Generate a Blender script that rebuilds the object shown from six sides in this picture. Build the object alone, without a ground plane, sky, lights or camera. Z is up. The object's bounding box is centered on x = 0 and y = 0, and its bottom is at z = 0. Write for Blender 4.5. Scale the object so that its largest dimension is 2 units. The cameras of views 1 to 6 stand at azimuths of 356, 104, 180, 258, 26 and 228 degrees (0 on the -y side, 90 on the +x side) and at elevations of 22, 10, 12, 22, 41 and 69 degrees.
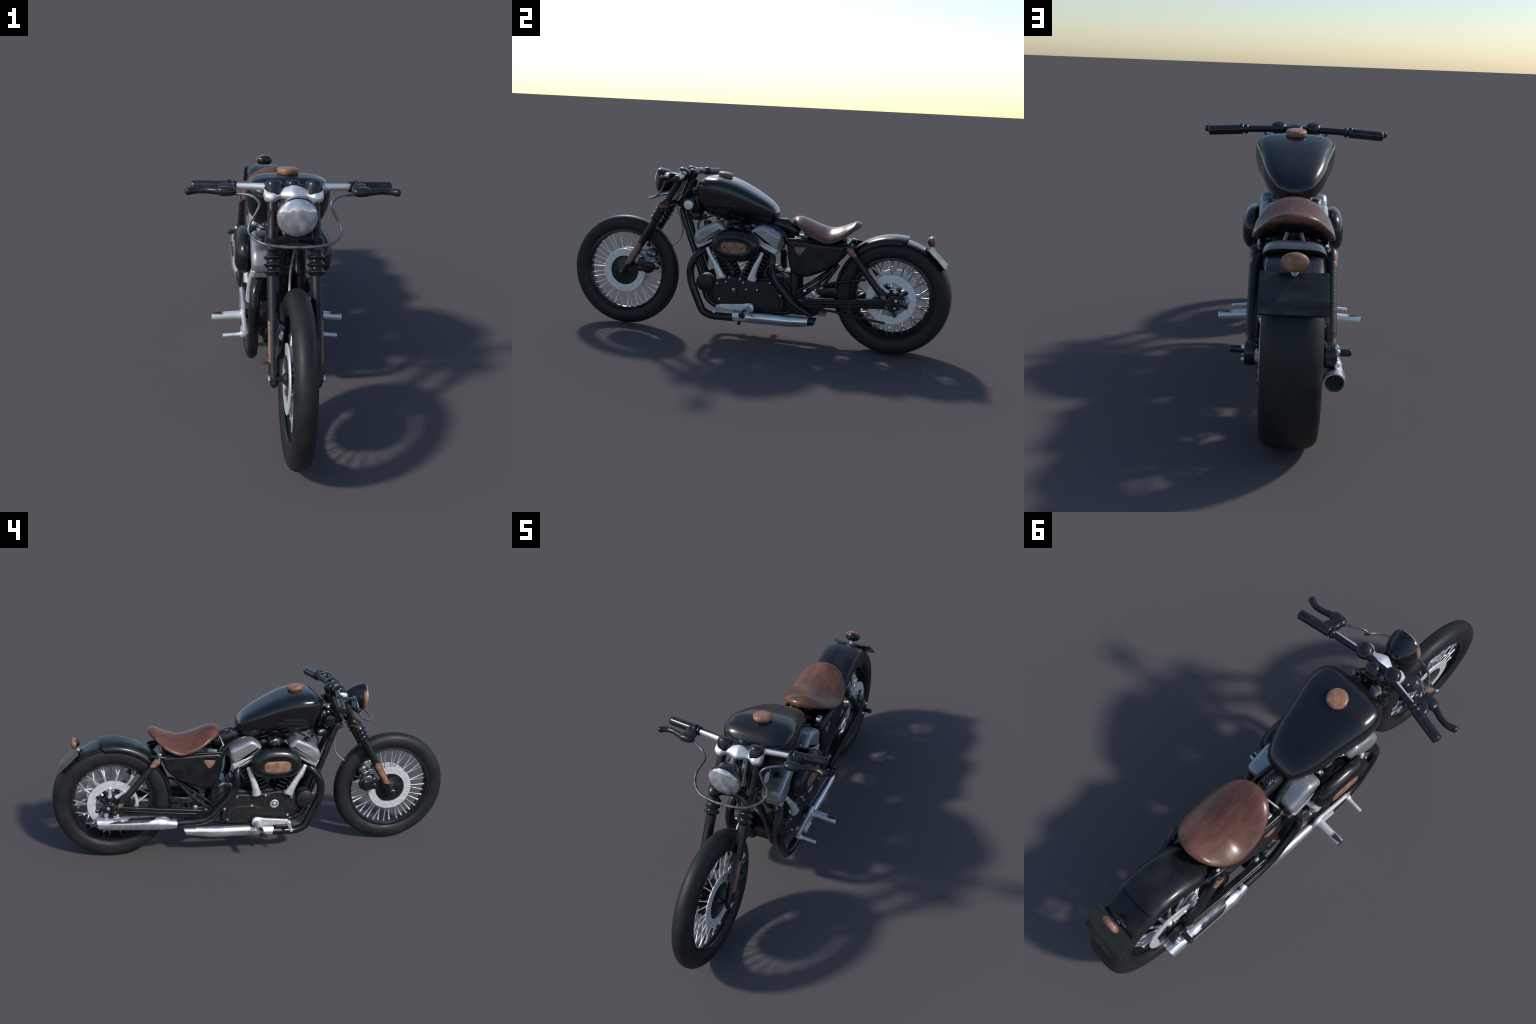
# Bobber-style motorcycle, built part by part.  x = width, -y = front, z = up.
import bpy, bmesh, math, random
import numpy as np
from mathutils import Vector, Matrix

random.seed(7)
rng = np.random.default_rng(7)
SC = bpy.context.scene
for o in list(bpy.data.objects):
    bpy.data.objects.remove(o)

# ------------------------------------------------------------------ materials
class NT:
    """small node-tree writer"""
    def __init__(self, name):
        self.m = bpy.data.materials.new(name)
        self.m.use_nodes = True
        self.t = self.m.node_tree
        self.t.nodes.clear()
        self.out = self.n('ShaderNodeOutputMaterial')
        self.b = self.n('ShaderNodeBsdfPrincipled')
        self.l(self.b.outputs[0], self.out.inputs[0])
        self.tc = self.n('ShaderNodeTexCoord').outputs['Object']
        s = self.n('ShaderNodeSeparateXYZ'); self.l(self.tc, s.inputs[0])
        self.x, self.y, self.z = s.outputs
        self.ax = self.math('ABSOLUTE', self.x)
    def n(self, k): return self.t.nodes.new(k)
    def l(self, a, b): self.t.links.new(a, b)
    def put(self, v, sock):
        if hasattr(v, 'is_output'): self.l(v, sock)
        else: sock.default_value = v
    def math(self, op, a, b=None, c=None, clamp=False):
        n = self.n('ShaderNodeMath'); n.operation = op; n.use_clamp = clamp
        for i, v in enumerate((a, b, c)):
            if v is not None: self.put(v, n.inputs[i])
        return n.outputs[0]
    def noise(self, scale, detail=4, rough=.55, stretch=(1, 1, 1), dist=0):
        mp = self.n('ShaderNodeMapping'); mp.inputs['Scale'].default_value = stretch
        self.l(self.tc, mp.inputs[0])
        n = self.n('ShaderNodeTexNoise'); n.inputs['Scale'].default_value = scale
        n.inputs['Detail'].default_value = detail; n.inputs['Roughness'].default_value = rough
        n.inputs['Distortion'].default_value = dist
        self.l(mp.outputs[0], n.inputs['Vector'])
        return n.outputs['Fac']
    def ramp(self, f, lo, hi):
        """linear map of f from [lo,hi] to [0,1], clamped (smooth)"""
        n = self.n('ShaderNodeMapRange'); n.interpolation_type = 'SMOOTHSTEP'
        self.l(f, n.inputs[0]); n.inputs[1].default_value = lo; n.inputs[2].default_value = hi
        return n.outputs[0]
    def mix(self, f, a, b):
        n = self.n('ShaderNodeMix'); n.data_type = 'RGBA'
        self.put(f, n.inputs['Factor'])
        for v, s in ((a, n.inputs[6]), (b, n.inputs[7])):
            if isinstance(v, (tuple, list)): s.default_value = (*v[:3], 1)
            else: self.l(v, s)
        return n.outputs[2]
    def mixf(self, f, a, b):
        n = self.n('ShaderNodeMix'); n.data_type = 'FLOAT'
        self.put(f, n.inputs[0]); self.put(a, n.inputs[2]); self.put(b, n.inputs[3])
        return n.outputs[0]
    def band(self, c, lo, hi, soft):
        return self.math('MULTIPLY', self.ramp(c, lo - soft, lo + soft),
                         self.math('SUBTRACT', 1.0, self.ramp(c, hi - soft, hi + soft)))
    def mul(self, *f):
        r = f[0]
        for g in f[1:]: r = self.math('MULTIPLY', r, g)
        return r
    def color(self, c):
        if isinstance(c, (tuple, list)): self.b.inputs['Base Color'].default_value = (*c[:3], 1)
        else: self.l(c, self.b.inputs['Base Color'])
    def set(self, **k):
        for a, v in k.items(): self.put(v, self.b.inputs[a.replace('_', ' ')])
    def bump(self, h, strength=.2, dist=.002):
        n = self.n('ShaderNodeBump'); n.inputs['Strength'].default_value = strength
        n.inputs['Distance'].default_value = dist
        self.l(h, n.inputs['Height']); self.l(n.outputs[0], self.b.inputs['Normal'])

COPPER_A, COPPER_B = (.235, .108, .064), (.40, .215, .135)

def simple(name, c1, c2, rough=(.3, .45), metal=0., scale=30, stretch=(1, 1, 1), bump=0., spec=.5, coat=0.):
    t = NT(name); f = t.noise(scale, 5, .6, stretch)
    g = t.ramp(f, .35, .68)
    t.color(t.mix(g, c1, c2)); t.set(Roughness=t.mixf(g, *rough), Metallic=metal)
    t.b.inputs['Specular IOR Level'].default_value = spec
    if coat: t.b.inputs['Coat Weight'].default_value = coat; t.b.inputs['Coat Roughness'].default_value = .12
    if bump: t.bump(f, bump)
    return t.m

def patched(name, base, boxes, rough=.3, c_rough=.4, metal=0.):
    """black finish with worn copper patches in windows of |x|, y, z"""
    t = NT(name); total = None
    for (x0, x1, y0, y1, z0, z1, soft) in boxes:
        m = t.mul(t.band(t.ax, x0, x1, soft), t.band(t.y, y0, y1, soft), t.band(t.z, z0, z1, soft))
        total = m if total is None else t.math('MAXIMUM', total, m)
    cop = t.mix(t.ramp(t.noise(45, 4), .35, .7), COPPER_A, COPPER_B)
    blk = t.mix(t.ramp(t.noise(25, 4), .4, .7), base, tuple(v * 1.7 for v in base))
    t.color(t.mix(total, blk, cop)); t.set(Roughness=t.mixf(total, rough, c_rough), Metallic=metal)
    return t.m

BLK = (.0075, .0085, .0105)
M_rubber = simple('rubber', (.012, .013, .014), (.018, .0185, .019), (.48, .6), scale=18, bump=.05, spec=.4)
M_black = simple('black_enamel', BLK, (.014, .015, .017), (.22, .36), scale=14, spec=.5)
M_blackmetal = simple('black_metal', (.009, .010, .012), (.02, .021, .023), (.2, .34), scale=40, spec=.55, bump=.04)
M_case = simple('black_wrinkle', (.010, .0105, .011), (.019, .019, .019), (.42, .55), scale=60, bump=.06, spec=.45)
M_silver = simple('polished_steel', (.74, .75, .77), (.9, .9, .91), (.28, .42), metal=.8, scale=35)
M_white = simple('brushed_aluminium', (.74, .75, .77), (.9, .9, .91), (.38, .5), metal=.55, scale=50)
M_satin = simple('satin_aluminium', (.34, .35, .37), (.47, .48, .49), (.3, .42), metal=.6, scale=12, stretch=(1, .4, 3))
M_grime = simple('oily_aluminium', (.06, .065, .075), (.36, .38, .42), (.25, .4), metal=.9, scale=45, bump=.2)
M_chrome = simple('chrome', (.66, .67, .7), (.9, .9, .92), (.2, .36), metal=.85, scale=16, stretch=(2, .5, 2))
M_copper = simple('aged_copper', COPPER_A, COPPER_B, (.32, .48), scale=38, spec=.5)
M_cable = simple('cable_sheath', (.10, .105, .115), (.2, .205, .215), (.3, .42), metal=.5, scale=40)
M_disc = simple('disc_steel', (.80, .81, .82), (.93, .93, .94), (.42, .55), metal=.5, scale=60)
M_spoke = simple('spoke_steel', (.62, .64, .67), (.86, .87, .88), (.3, .45), metal=.6, scale=60)

def chrome_drawn_reflection():
    t = NT('drawn_reflection_chrome')
    f = t.noise(15, 3, .5, (1.5, .55, 1.5))
    m = t.mul(t.band(t.z, .216, .236, .003), t.ramp(f, .42, .5), t.ramp(t.ax, .118, .125))  # dark broken reflections painted along the muffler's upper flank
    g = t.ramp(t.noise(30, 4), .35, .7)
    t.color(t.mix(m, t.mix(g, (.72, .73, .76), (.9, .9, .92)), (.05, .05, .055)))
    t.set(Metallic=.85, Roughness=t.mixf(g, .18, .34)); return t.m
M_drawn_reflection = chrome_drawn_reflection()
def tank_mat():
    t = NT('tank_enamel')
    f = t.noise(7, 3)
    base = t.mix(t.ramp(f, .35, .7), (.0065, .0075, .0095), (.011, .012, .0135))
    # ghosted, worn lettering on both flanks: three rows of broken strokes
    side = t.ramp(t.ax, .085, .1)
    st1 = t.ramp(t.noise(300, 3, .6, (0.2, 1, .45)), .42, .56)
    row1 = t.mul(t.band(t.y, -.213, -.1, .006), t.band(t.z, .7045, .7145, .002))
    row2 = t.mul(t.band(t.y, -.219, -.079, .006), t.band(t.z, .683, .6955, .002))
    row3 = t.mul(t.band(t.y, -.181, -.122, .005), t.band(t.z, .662, .671, .002))
    mid = t.mul(t.band(t.y, -.19, -.125, .012), t.band(t.z, .692, .712, .004))
    rows = t.math('MAXIMUM', t.math('MAXIMUM', row1, row2), row3)
    m = t.mul(rows, st1, side)
    c = t.mix(t.mul(mid, side), base, (.018, .012, .011))
    c = t.mix(m, c, (.04, .043, .047))
    # hairline scratches on the rear top
    scr = t.ramp(t.noise(34, 2, .5, (1, .25, 1), 2.5), .497, .5)
    scr2 = t.math('SUBTRACT', 1.0, t.ramp(t.noise(34, 2, .5, (1, .25, 1), 2.5), .5, .503))
    sm = t.mul(scr, scr2, t.band(t.y, -.02, .09, .02), t.ramp(t.noise(16, 2), .52, .6))
    c = t.mix(t.math('MULTIPLY', sm, .7), c, (.08, .08, .085))
    t.color(c); t.set(Roughness=t.mixf(t.math('MAXIMUM', m, sm), t.mixf(f, .17, .27), .5))
    t.b.inputs['Coat Weight'].default_value = .3; t.b.inputs['Coat Roughness'].default_value = .15
    return t.m
M_tank = tank_mat()

def leather_mat():
    t = NT('leather')
    a = t.noise(9, 5, .6, (2.2, .7, 1)); b = t.noise(26, 4, .6, (3, .5, 1)); g = t.noise(260, 3, .6)
    c = t.mix(t.ramp(a, .3, .7), (.098, .039, .027), (.172, .073, .048))
    c = t.mix(t.math('MULTIPLY', t.ramp(b, .52, .75), .55), c, (.23, .115, .085))
    c = t.mix(t.math('MULTIPLY', t.ramp(t.noise(14, 4), .58, .74), .5), c, (.11, .062, .03))
    t.color(c); t.set(Roughness=t.mixf(t.ramp(b, .3, .7), .23, .34))
    t.bump(g, .12, .0008)
    return t.m
M_leather = leather_mat()

def lens_mat():
    t = NT('headlamp_lens')
    f = t.noise(26, 3, .5, (1, 1, .6), 1.2); g = t.noise(60, 3, .5, (1, 1, .3))
    t.color(t.mix(t.ramp(f, .38, .66), (.5, .51, .53), (.8, .81, .83)))
    t.set(Roughness=t.mixf(t.ramp(g, .35, .7), .07, .2), Metallic=.62)
    t.bump(f, .35, .006)
    return t.m
M_lens = lens_mat()
M_plate = simple('plate_paint', (.022, .027, .026), (.050, .056, .050), (.22, .34), metal=.5, scale=9, stretch=(1, 3, 3))
M_fork = patched('fork_enamel', (.009, .010, .012), [(.0845, .2, -.70, -.60, .338, .452, .003)], rough=.27)
M_clamp = patched('clamp_enamel', (.009, .010, .012), [(.086, .2, -.6, -.40, .630, .662, .010)], rough=.27)
M_bucket = patched('bucket_enamel', (.008, .009, .011), [(.04, .2, -.56, -.522, .70, .82, .008)], rough=.2)
M_shock = patched('shock_enamel', (.012, .013, .015), [(.124, .2, .49, .535, .490, .528, .004), (.124, .2, .665, .69, .288, .308, .003)], rough=.4)
M_perch = patched('perch_enamel', (.011, .012, .014), [(.17, .197, -.45, -.41, .80, .822, .005)], rough=.3)
M_lamp = patched('lamp_enamel', (.010, .011, .013), [(0., .2, .876, .95, .54, .62, .005)], rough=.22)
def peg_mat():
    t = NT('peg_steel')
    m = t.math('MAXIMUM', t.mul(t.ramp(t.ax, .205, .225), t.ramp(t.z, .182, .187)), t.ramp(t.ax, .2605, .2625))
    t.color(t.mix(m, (.84, .85, .86), (.02, .02, .022))); t.set(Metallic=t.mixf(m, .55, .0), Roughness=t.mixf(m, .38, .45))
    return t.m
M_peg = peg_mat()
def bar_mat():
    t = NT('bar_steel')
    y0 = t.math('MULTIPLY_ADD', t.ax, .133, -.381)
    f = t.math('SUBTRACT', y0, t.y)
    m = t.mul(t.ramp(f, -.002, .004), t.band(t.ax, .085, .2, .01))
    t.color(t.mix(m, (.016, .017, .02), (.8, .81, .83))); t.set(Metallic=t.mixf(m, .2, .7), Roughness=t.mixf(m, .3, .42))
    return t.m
M_bar = bar_mat()

# ------------------------------------------------------------------ mesh tools
ROOT = bpy.data.objects.new('motorcycle', None)
SC.collection.objects.link(ROOT)
ROOT['label'] = 'black bobber motorcycle with brown leather saddle and spoked wheels'
ROOT['category'] = 'motorcycle'

def group(name, at=(0, 0, 0)):
    e = bpy.data.objects.new(name, None); e.location = at; e.parent = ROOT
    e.empty_display_size = .05
    SC.collection.objects.link(e); return e

def attach(o, parent):
    o.parent = parent or ROOT
    if parent is not None and parent is not ROOT:
        o.matrix_parent_inverse = Matrix.Translation(parent.location).inverted()

def obj(name, verts, faces, mat, parent=None, angle=38, mirror=False):
    me = bpy.data.meshes.new(name)
    me.from_pydata([tuple(v) for v in verts], [], [tuple(f) for f in faces])
    bm = bmesh.new(); bm.from_mesh(me)
    bmesh.ops.remove_doubles(bm, verts=bm.verts, dist=1e-6)
    bmesh.ops.recalc_face_normals(bm, faces=bm.faces)
    bm.to_mesh(me); bm.free()
    return finish(name, me, mat, parent, angle, mirror)

def finish(name, me, mat, parent, angle, mirror):
    me.materials.clear(); me.materials.append(mat)
    me.shade_smooth(); me.set_sharp_from_angle(angle=math.radians(angle))
    o = bpy.data.objects.new(name, me); SC.collection.objects.link(o); attach(o, parent)
    if mirror:
        m2 = me.copy(); m2.transform(Matrix.Diagonal((-1, 1, 1, 1))); m2.flip_normals()
        o2 = bpy.data.objects.new(name, m2); SC.collection.objects.link(o2); attach(o2, parent)
        return o, o2
    return o

def spline(pts, n):
    """Catmull-Rom through control points (centripetal-ish), n samples"""
    p = np.array(pts, float)
    if len(p) == 2: return p[0] + (p[1] - p[0]) * np.linspace(0, 1, n)[:, None]
    d = np.r_[0, np.cumsum(np.linalg.norm(np.diff(p[:, :3], axis=0), axis=1) ** .6)]
    m = np.gradient(p, d, axis=0)
    t = np.linspace(0, d[-1], n); i = np.clip(np.searchsorted(d, t, 'right') - 1, 0, len(p) - 2)
    h = (d[i + 1] - d[i])[:, None]; u = ((t - d[i]) / (d[i + 1] - d[i]))[:, None]
    return ((2*u**3-3*u**2+1)*p[i] + (u**3-2*u**2+u)*h*m[i] + (-2*u**3+3*u**2)*p[i+1] + (u**3-u**2)*h*m[i+1])

def ringmesh(rings, cap=True, closed=False):
    k = len(rings[0]); v = [tuple(q) for r in rings for q in r]; f = []
    n = len(rings)
    for i in range(n if closed else n - 1):
        for j in range(k):
            a, b = i * k + j, i * k + (j + 1) % k
            c, d = ((i + 1) % n) * k + (j + 1) % k, ((i + 1) % n) * k + j
            f.append((a, b, c, d))
    if cap and not closed:
        f.append(tuple(range(k))[::-1]); f.append(tuple(range((n - 1) * k, n * k)))
    return v, f

def frame_rings(P, R, k=16, aspect=None):
    P = np.asarray(P); T = np.gradient(P, axis=0); T /= np.linalg.norm(T, axis=1)[:, None]
    ref = np.array([1., 0, 0]) if abs(T[0][0]) < .8 else np.array([0, 0, 1.])
    N = np.cross(T[0], ref); N /= np.linalg.norm(N)
    rings = []; a = np.linspace(0, 2 * math.pi, k, endpoint=False)
    for i in range(len(P)):
        N = N - T[i] * (N @ T[i]); N /= np.linalg.norm(N); B = np.cross(T[i], N)
        ra, rb = (R[i], R[i]) if aspect is None else (R[i], R[i] * aspect)
        rings.append(P[i] + np.cos(a)[:, None] * N * ra + np.sin(a)[:, None] * B * rb)
    return rings

def tube(name, pts, r, mat, parent=None, mirror=False, n=None, k=16, rnd=.25, aspect=None, straight=False, angle=40):
    """round bar through points; r is one radius or one per control point; ends softly rounded"""
    pts = np.array(pts, float)
    rr = np.full(len(pts), r) if np.isscalar(r) else np.array(r, float)
    Q = np.c_[pts, rr]
    if straight:
        seg = []
        for i in range(len(Q) - 1): seg.append(Q[i])
        Q = np.array(seg + [Q[-1]])
    else:
        Q = spline(Q, n or max(8, 6 * len(pts)))
    P, R = Q[:, :3], Q[:, 3]
    def cap(p, q, rad):
        d = p - q; d /= np.linalg.norm(d)
        return [(p + d * rad * rnd * s, rad * c) for s, c in ((.55, .9), (.9, .62), (1., .3))]
    A = cap(P[0], P[1], R[0])[::-1]; B = cap(P[-1], P[-2], R[-1])
    if rnd > 0:
        P = np.array([a[0] for a in A] + list(P) + [b[0] for b in B]); R = np.array([a[1] for a in A] + list(R) + [b[1] for b in B])
    v, f = ringmesh(frame_rings(P, R, k, aspect))
    return obj(name, v, f, mat, parent, angle, mirror)

def lathe(name, prof, origin, axis, mat, parent=None, mirror=False, k=48, angle=38, closed=False):
    """profile [(along axis, radius)] turned round axis through origin"""
    ax = Vector(axis).normalized(); o = np.array(origin, float)
    M = np.array(ax.to_track_quat('Z', 'Y').to_matrix())
    rings = []; a = np.linspace(0, 2 * math.pi, k, endpoint=False)
    for h, r in prof:
        r = max(r, 1e-5)
        rings.append(o + (np.c_[np.cos(a) * r, np.sin(a) * r, np.full(k, h)] @ M.T))
    v, f = ringmesh(rings, cap=not closed, closed=closed)
    return obj(name, v, f, mat, parent, angle, mirror)

def rounded_outline(pts, r, seg=5):
    """polygon with each corner replaced by an arc-like fillet"""
    p = [np.array(q, float) for q in pts]; out = []
    for i in range(len(p)):
        a, b, c = p[i - 1], p[i], p[(i + 1) % len(p)]
        ri = r[i] if hasattr(r, '__len__') else r
        u = a - b; w = c - b; lu, lw = np.linalg.norm(u), np.linalg.norm(w)
        s = min(ri, .45 * lu, .45 * lw); A, C = b + u / lu * s, b + w / lw * s
        for t in np.linspace(0, 1, seg):
            out.append((1 - t) ** 2 * A + 2 * t * (1 - t) * b + t * t * C)
    return np.array(out)

def inset(poly, d):
    """move each vertex of a ccw/cw closed polygon inward by d"""
    q = np.asarray(poly); n = len(q)
    area = .5 * np.sum(q[:, 0] * np.roll(q[:, 1], -1) - np.roll(q[:, 0], -1) * q[:, 1])
    t = np.roll(q, -1, 0) - np.roll(q, 1, 0); t /= np.linalg.norm(t, axis=1)[:, None] + 1e-12
    nrm = np.c_[-t[:, 1], t[:, 0]] * (1 if area > 0 else -1)
    return q + nrm * d

def prism(name, outline, x0, x1, mat, parent=None, mirror=False, rc=.01, bev=.008, seg=4, both=False, angle=40, draft=0.):
    """outline in (y,z) given a thickness from x0 (inner) to x1 (outer), outer edge rolled over"""
    poly = rounded_outline(outline, rc) if rc else np.array(outline, float)
    s = 1 if x1 > x0 else -1; rings = []
    def ring(x, d): 
        q = inset(poly, d); return np.c_[np.full(len(q), x), q]
    if both:
        rings.append(ring(x0, bev + .0015))
        for t in np.linspace(0, math.pi / 2, seg + 1):
            rings.append(ring(x0 + s * bev * (1 - math.cos(t)), bev * (1 - math.sin(t)) + draft))
    else: rings.append(ring(x0, draft))
    for t in np.linspace(0, math.pi / 2, seg + 1):
        rings.append(ring(x1 - s * bev * (1 - math.sin(t)), bev * (1 - math.cos(t))))
    rings.append(ring(x1, bev + .0015))
    v, f = ringmesh(rings)
    return obj(name, v, f, mat, parent, angle, mirror)

def box(name, c, size, mat, parent=None, mirror=False, rot=(0, 0, 0), bev=.004, seg=3):
    bm = bmesh.new(); bmesh.ops.create_cube(bm, size=1.)
    bmesh.ops.scale(bm, vec=size, verts=bm.verts)
    if bev: bmesh.ops.bevel(bm, geom=bm.edges[:], offset=bev, segments=seg, profile=.5, affect='EDGES')
    R = Matrix.Rotation(rot[2], 4, 'Z') @ Matrix.Rotation(rot[1], 4, 'Y') @ Matrix.Rotation(rot[0], 4, 'X')
    bmesh.ops.transform(bm, matrix=Matrix.Translation(c) @ R, verts=bm.verts)
    me = bpy.data.meshes.new(name); bm.to_mesh(me); bm.free()
    return finish(name, me, mat, parent, 40, mirror)

def blob(name, c, size, mat, parent=None, mirror=False, power=2.4, rot=(0, 0, 0), lump=0., seed=0, k=40):
    """super-ellipsoid lump, size = half extents"""
    rings = []; e = 2 / power; r = np.random.default_rng(seed); ph = r.uniform(0, 6.28, (5, 3)); fr = r.uniform(1.5, 4, (5, 3))
    sp = lambda v: math.copysign(abs(v) ** e, v)
    R = np.array((Matrix.Rotation(rot[2], 3, 'Z') @ Matrix.Rotation(rot[1], 3, 'Y') @ Matrix.Rotation(rot[0], 3, 'X')))
    for t in np.linspace(-math.pi / 2 + 1e-3, math.pi / 2 - 1e-3, k // 2):
        row = []
        for a in np.linspace(0, 2 * math.pi, k, endpoint=False):
            q = np.array([sp(math.cos(t)) * sp(math.cos(a)), sp(math.cos(t)) * sp(math.sin(a)), sp(math.sin(t))])
            s = 1 + lump * sum(math.sin(fr[i] @ q + ph[i, 0]) for i in range(5)) / 2
            row.append(np.array(c) + R @ (q * np.array(size) * s))
        rings.append(row)
    v, f = ringmesh(rings)
    return obj(name, v, f, mat, parent, 50, mirror)

def join(objs, name, stuff=True):
    """merge several objects' meshes into the first (same parent)"""
    bm = bmesh.new(); mats = []
    for o in objs:
        tmp = o.data.copy(); tmp.transform(o.matrix_basis)
        k = len(bm.faces); bm.from_mesh(tmp); bm.faces.ensure_lookup_table()
        m = o.data.materials[0]
        if m not in mats: mats.append(m)
        for i in range(k, len(bm.faces)): bm.faces[i].material_index = mats.index(m)
        bpy.data.meshes.remove(tmp)
    me = bpy.data.meshes.new(name); bm.to_mesh(me); bm.free()
    for m in mats: me.materials.append(m)
    me.set_sharp_from_angle(angle=math.radians(40))
    par = objs[0].parent
    for o in objs: bpy.data.objects.remove(o)
    o = bpy.data.objects.new(name, me); SC.collection.objects.link(o); attach(o, par)
    if stuff: o['kind'] = 'stuff'
    return o

def pch(xs, ys, x):
    """monotone cubic through control points"""
    xs, ys = np.array(xs, float), np.array(ys, float); h = np.diff(xs); d = np.diff(ys) / h
    m = np.zeros(len(xs)); m[0], m[-1] = d[0], d[-1]
    for i in range(1, len(xs) - 1):
        m[i] = 0 if d[i - 1] * d[i] <= 0 else 2 / (1 / d[i - 1] + 1 / d[i])
    x = np.asarray(x, float); i = np.clip(np.searchsorted(xs, x, 'right') - 1, 0, len(xs) - 2); u = (x - xs[i]) / h[i]
    return (2*u**3-3*u**2+1)*ys[i] + (u**3-2*u**2+u)*h[i]*m[i] + (-2*u**3+3*u**2)*ys[i+1] + (u**3-u**2)*h[i]*m[i+1]

# ------------------------------------------------------------------ wheels
def wheel(cy, R, half_w, rim_r, power, disc_r, hub_x, hub_f, spokes, spoke_r, rim_w, hub, forked=False):
    C = np.array((0, cy, R)); g = group('wheel', tuple(C))
    # tyre: superellipse section swept round the axle, open towards the rim
    rc = (R + rim_r) / 2; hh = (R - rim_r) / 2; e = 2 / power
    sp = lambda v: math.copysign(abs(v) ** e, v)
    prof = [(half_w * sp(math.cos(a)), rc + hh * sp(math.sin(a))) for a in np.linspace(-math.pi / 2, 1.5 * math.pi, 56, endpoint=False)]
    lathe('tyre', prof, C, (1, 0, 0), M_rubber, g, k=128, closed=True, angle=60)
    # rim: dropped-centre hoop
    w = rim_w; dip = .014 if forked else .005
    prof = [(-w, rim_r + .012), (-w - .002, rim_r + .002), (-w + .004, rim_r - .003), (-w + .012, rim_r + .004), (-w * .45, rim_r - dip * .4), (-w * .2, rim_r - dip),
            (w * .2, rim_r - dip), (w * .45, rim_r - dip * .4), (w - .012, rim_r + .004), (w - .004, rim_r - .003), (w + .002, rim_r + .002), (w, rim_r + .012)]
    lathe('rim', prof, C, (1, 0, 0), M_black, g, k=128, closed=True)
    # hub
    lathe('hub', hub, C, (1, 0, 0), M_blackmetal, g, k=64)
    # spokes, slightly crossing; the heavy rear ones fork halfway
    v, f = ringmesh(frame_rings(np.array([(0, 0, t) for t in (0, .12, .5, .88, .93, 1.)]), np.array([1.5, 1.1, .9, 1.1, 1.35, 1.7] if forked else [1.3, 1., .85, 1., 1.9, 1.7]) * spoke_r, 8))
    me = None
    def put(h0, h1, k=1.):
        nonlocal me
        d = Vector(h1 - h0)
        if me is None:
            o = obj('spoke', v, f, M_spoke, g, 60); me = o.data
        else:
            o = bpy.data.objects.new('spoke', me); SC.collection.objects.link(o); attach(o, g)
        o.matrix_basis = Matrix.Translation(h0) @ d.to_track_quat('Z', 'X').to_matrix().to_4x4() @ Matrix.Diagonal((k, k, d.length, 1))
    at = lambda x, r, a: np.array((x, cy + r * math.cos(a), R + r * math.sin(a)))
    r1 = rim_r - .003
    for i in range(spokes):
        a = 2 * math.pi * (i + random.uniform(-.18, .18)) / spokes
        side = 1 if i % 2 else -1
        if not forked:
            lean = (1 if (i // 2) % 2 else -1) * random.uniform(.02, .13)
            put(at(side * hub_x, disc_r * hub_f, a + lean), at(side * rim_w * .12, r1, a))
        else:
            rj = random.uniform(.128, .150); aj = a + random.uniform(-.04, .04)
            J = at(side * .048, rj, aj)
            put(at(side * hub_x, disc_r * hub_f, a + random.uniform(-.25, .25)), J + (J - C) * np.array((0, .02, .02)), 1.15)
            for q in (1, -1):
                put(J, at(side * rim_w * .15, r1, aj + q * random.uniform(.05, .15)), random.uniform(.7, 1.0))
    return g, C

# front wheel
FC = (-.7085, .2915)
hubF = [(-.044, .001), (-.044, .015), (-.035, .022), (-.030, .030), (-.0295, .079), (-.024, .081), (-.019, .040), (.019, .040), (.024, .081), (.0295, .079), (.030, .030), (.035, .022), (.044, .015), (.044, .001)]
gF, CF = wheel(FC[0], FC[1], .0375, .2065, 2.15, .115, .021, .66, 40, .0030, .027, hubF)
# rear wheel
RCn = (.7125, .2865)
hubR = [(-.092, .001), (-.092, .034), (-.08, .038), (-.07, .046), (-.055, .046), (-.03, .030), (.03, .030), (.055, .046), (.07, .046), (.08, .038), (.092, .034), (.092, .001)]
gR, CR = wheel(RCn[0], RCn[1], .0835, .193, 2.9, .124, .062, .5, 28, .0054, .064, hubR, True)

def disc(g, C, x, ro, ri, th, holes, mat):
    prof = [(-th / 2, ri), (-th / 2, ro - .001), (0, ro), (th / 2, ro - .001), (th / 2, ri)]
    for s in (1, -1):
        c = C + np.array((s * x, 0, 0))
        lathe('brake_disc', prof, c, (1, 0, 0), mat, g, k=96, closed=True)
        dots = []
        for i in range(holes):
            a = 2 * math.pi * i / holes; r = ro - (ro - ri) * (.36 if i % 2 else .62)
            p = c + np.array((s * (th / 2), r * math.cos(a), r * math.sin(a)))
            dots.append(lathe('drilling', [(-.001, .0028), (.0004, .0028), (.0008, .002)], p, (s, 0, 0), M_satin, g, k=10))
        if dots: join(dots, 'drilling')
disc(gF, CF, .0315, .1155, .0775, .005, 24, M_disc)
disc(gR, CR, .0845, .1235, .083, .006, 0, M_disc)
# rear carriers: short arms from the hub to the disc
for s in (1, -1):
    for i in range(7):
        a = 2 * math.pi * (i + .3) / 7
        p0 = CR + np.array((s * .074, .036 * math.cos(a), .036 * math.sin(a))); p1 = CR + np.array((s * .082, .088 * math.cos(a + .25), .088 * math.sin(a + .25)))
        tube('disc_carrier', [p0, (p0 + p1) / 2 + (s * .002, 0, 0), p1], [.012, .008, .012], M_disc if i % 7 in (1, 2, 4) else M_blackmetal, gR, k=12)

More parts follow.
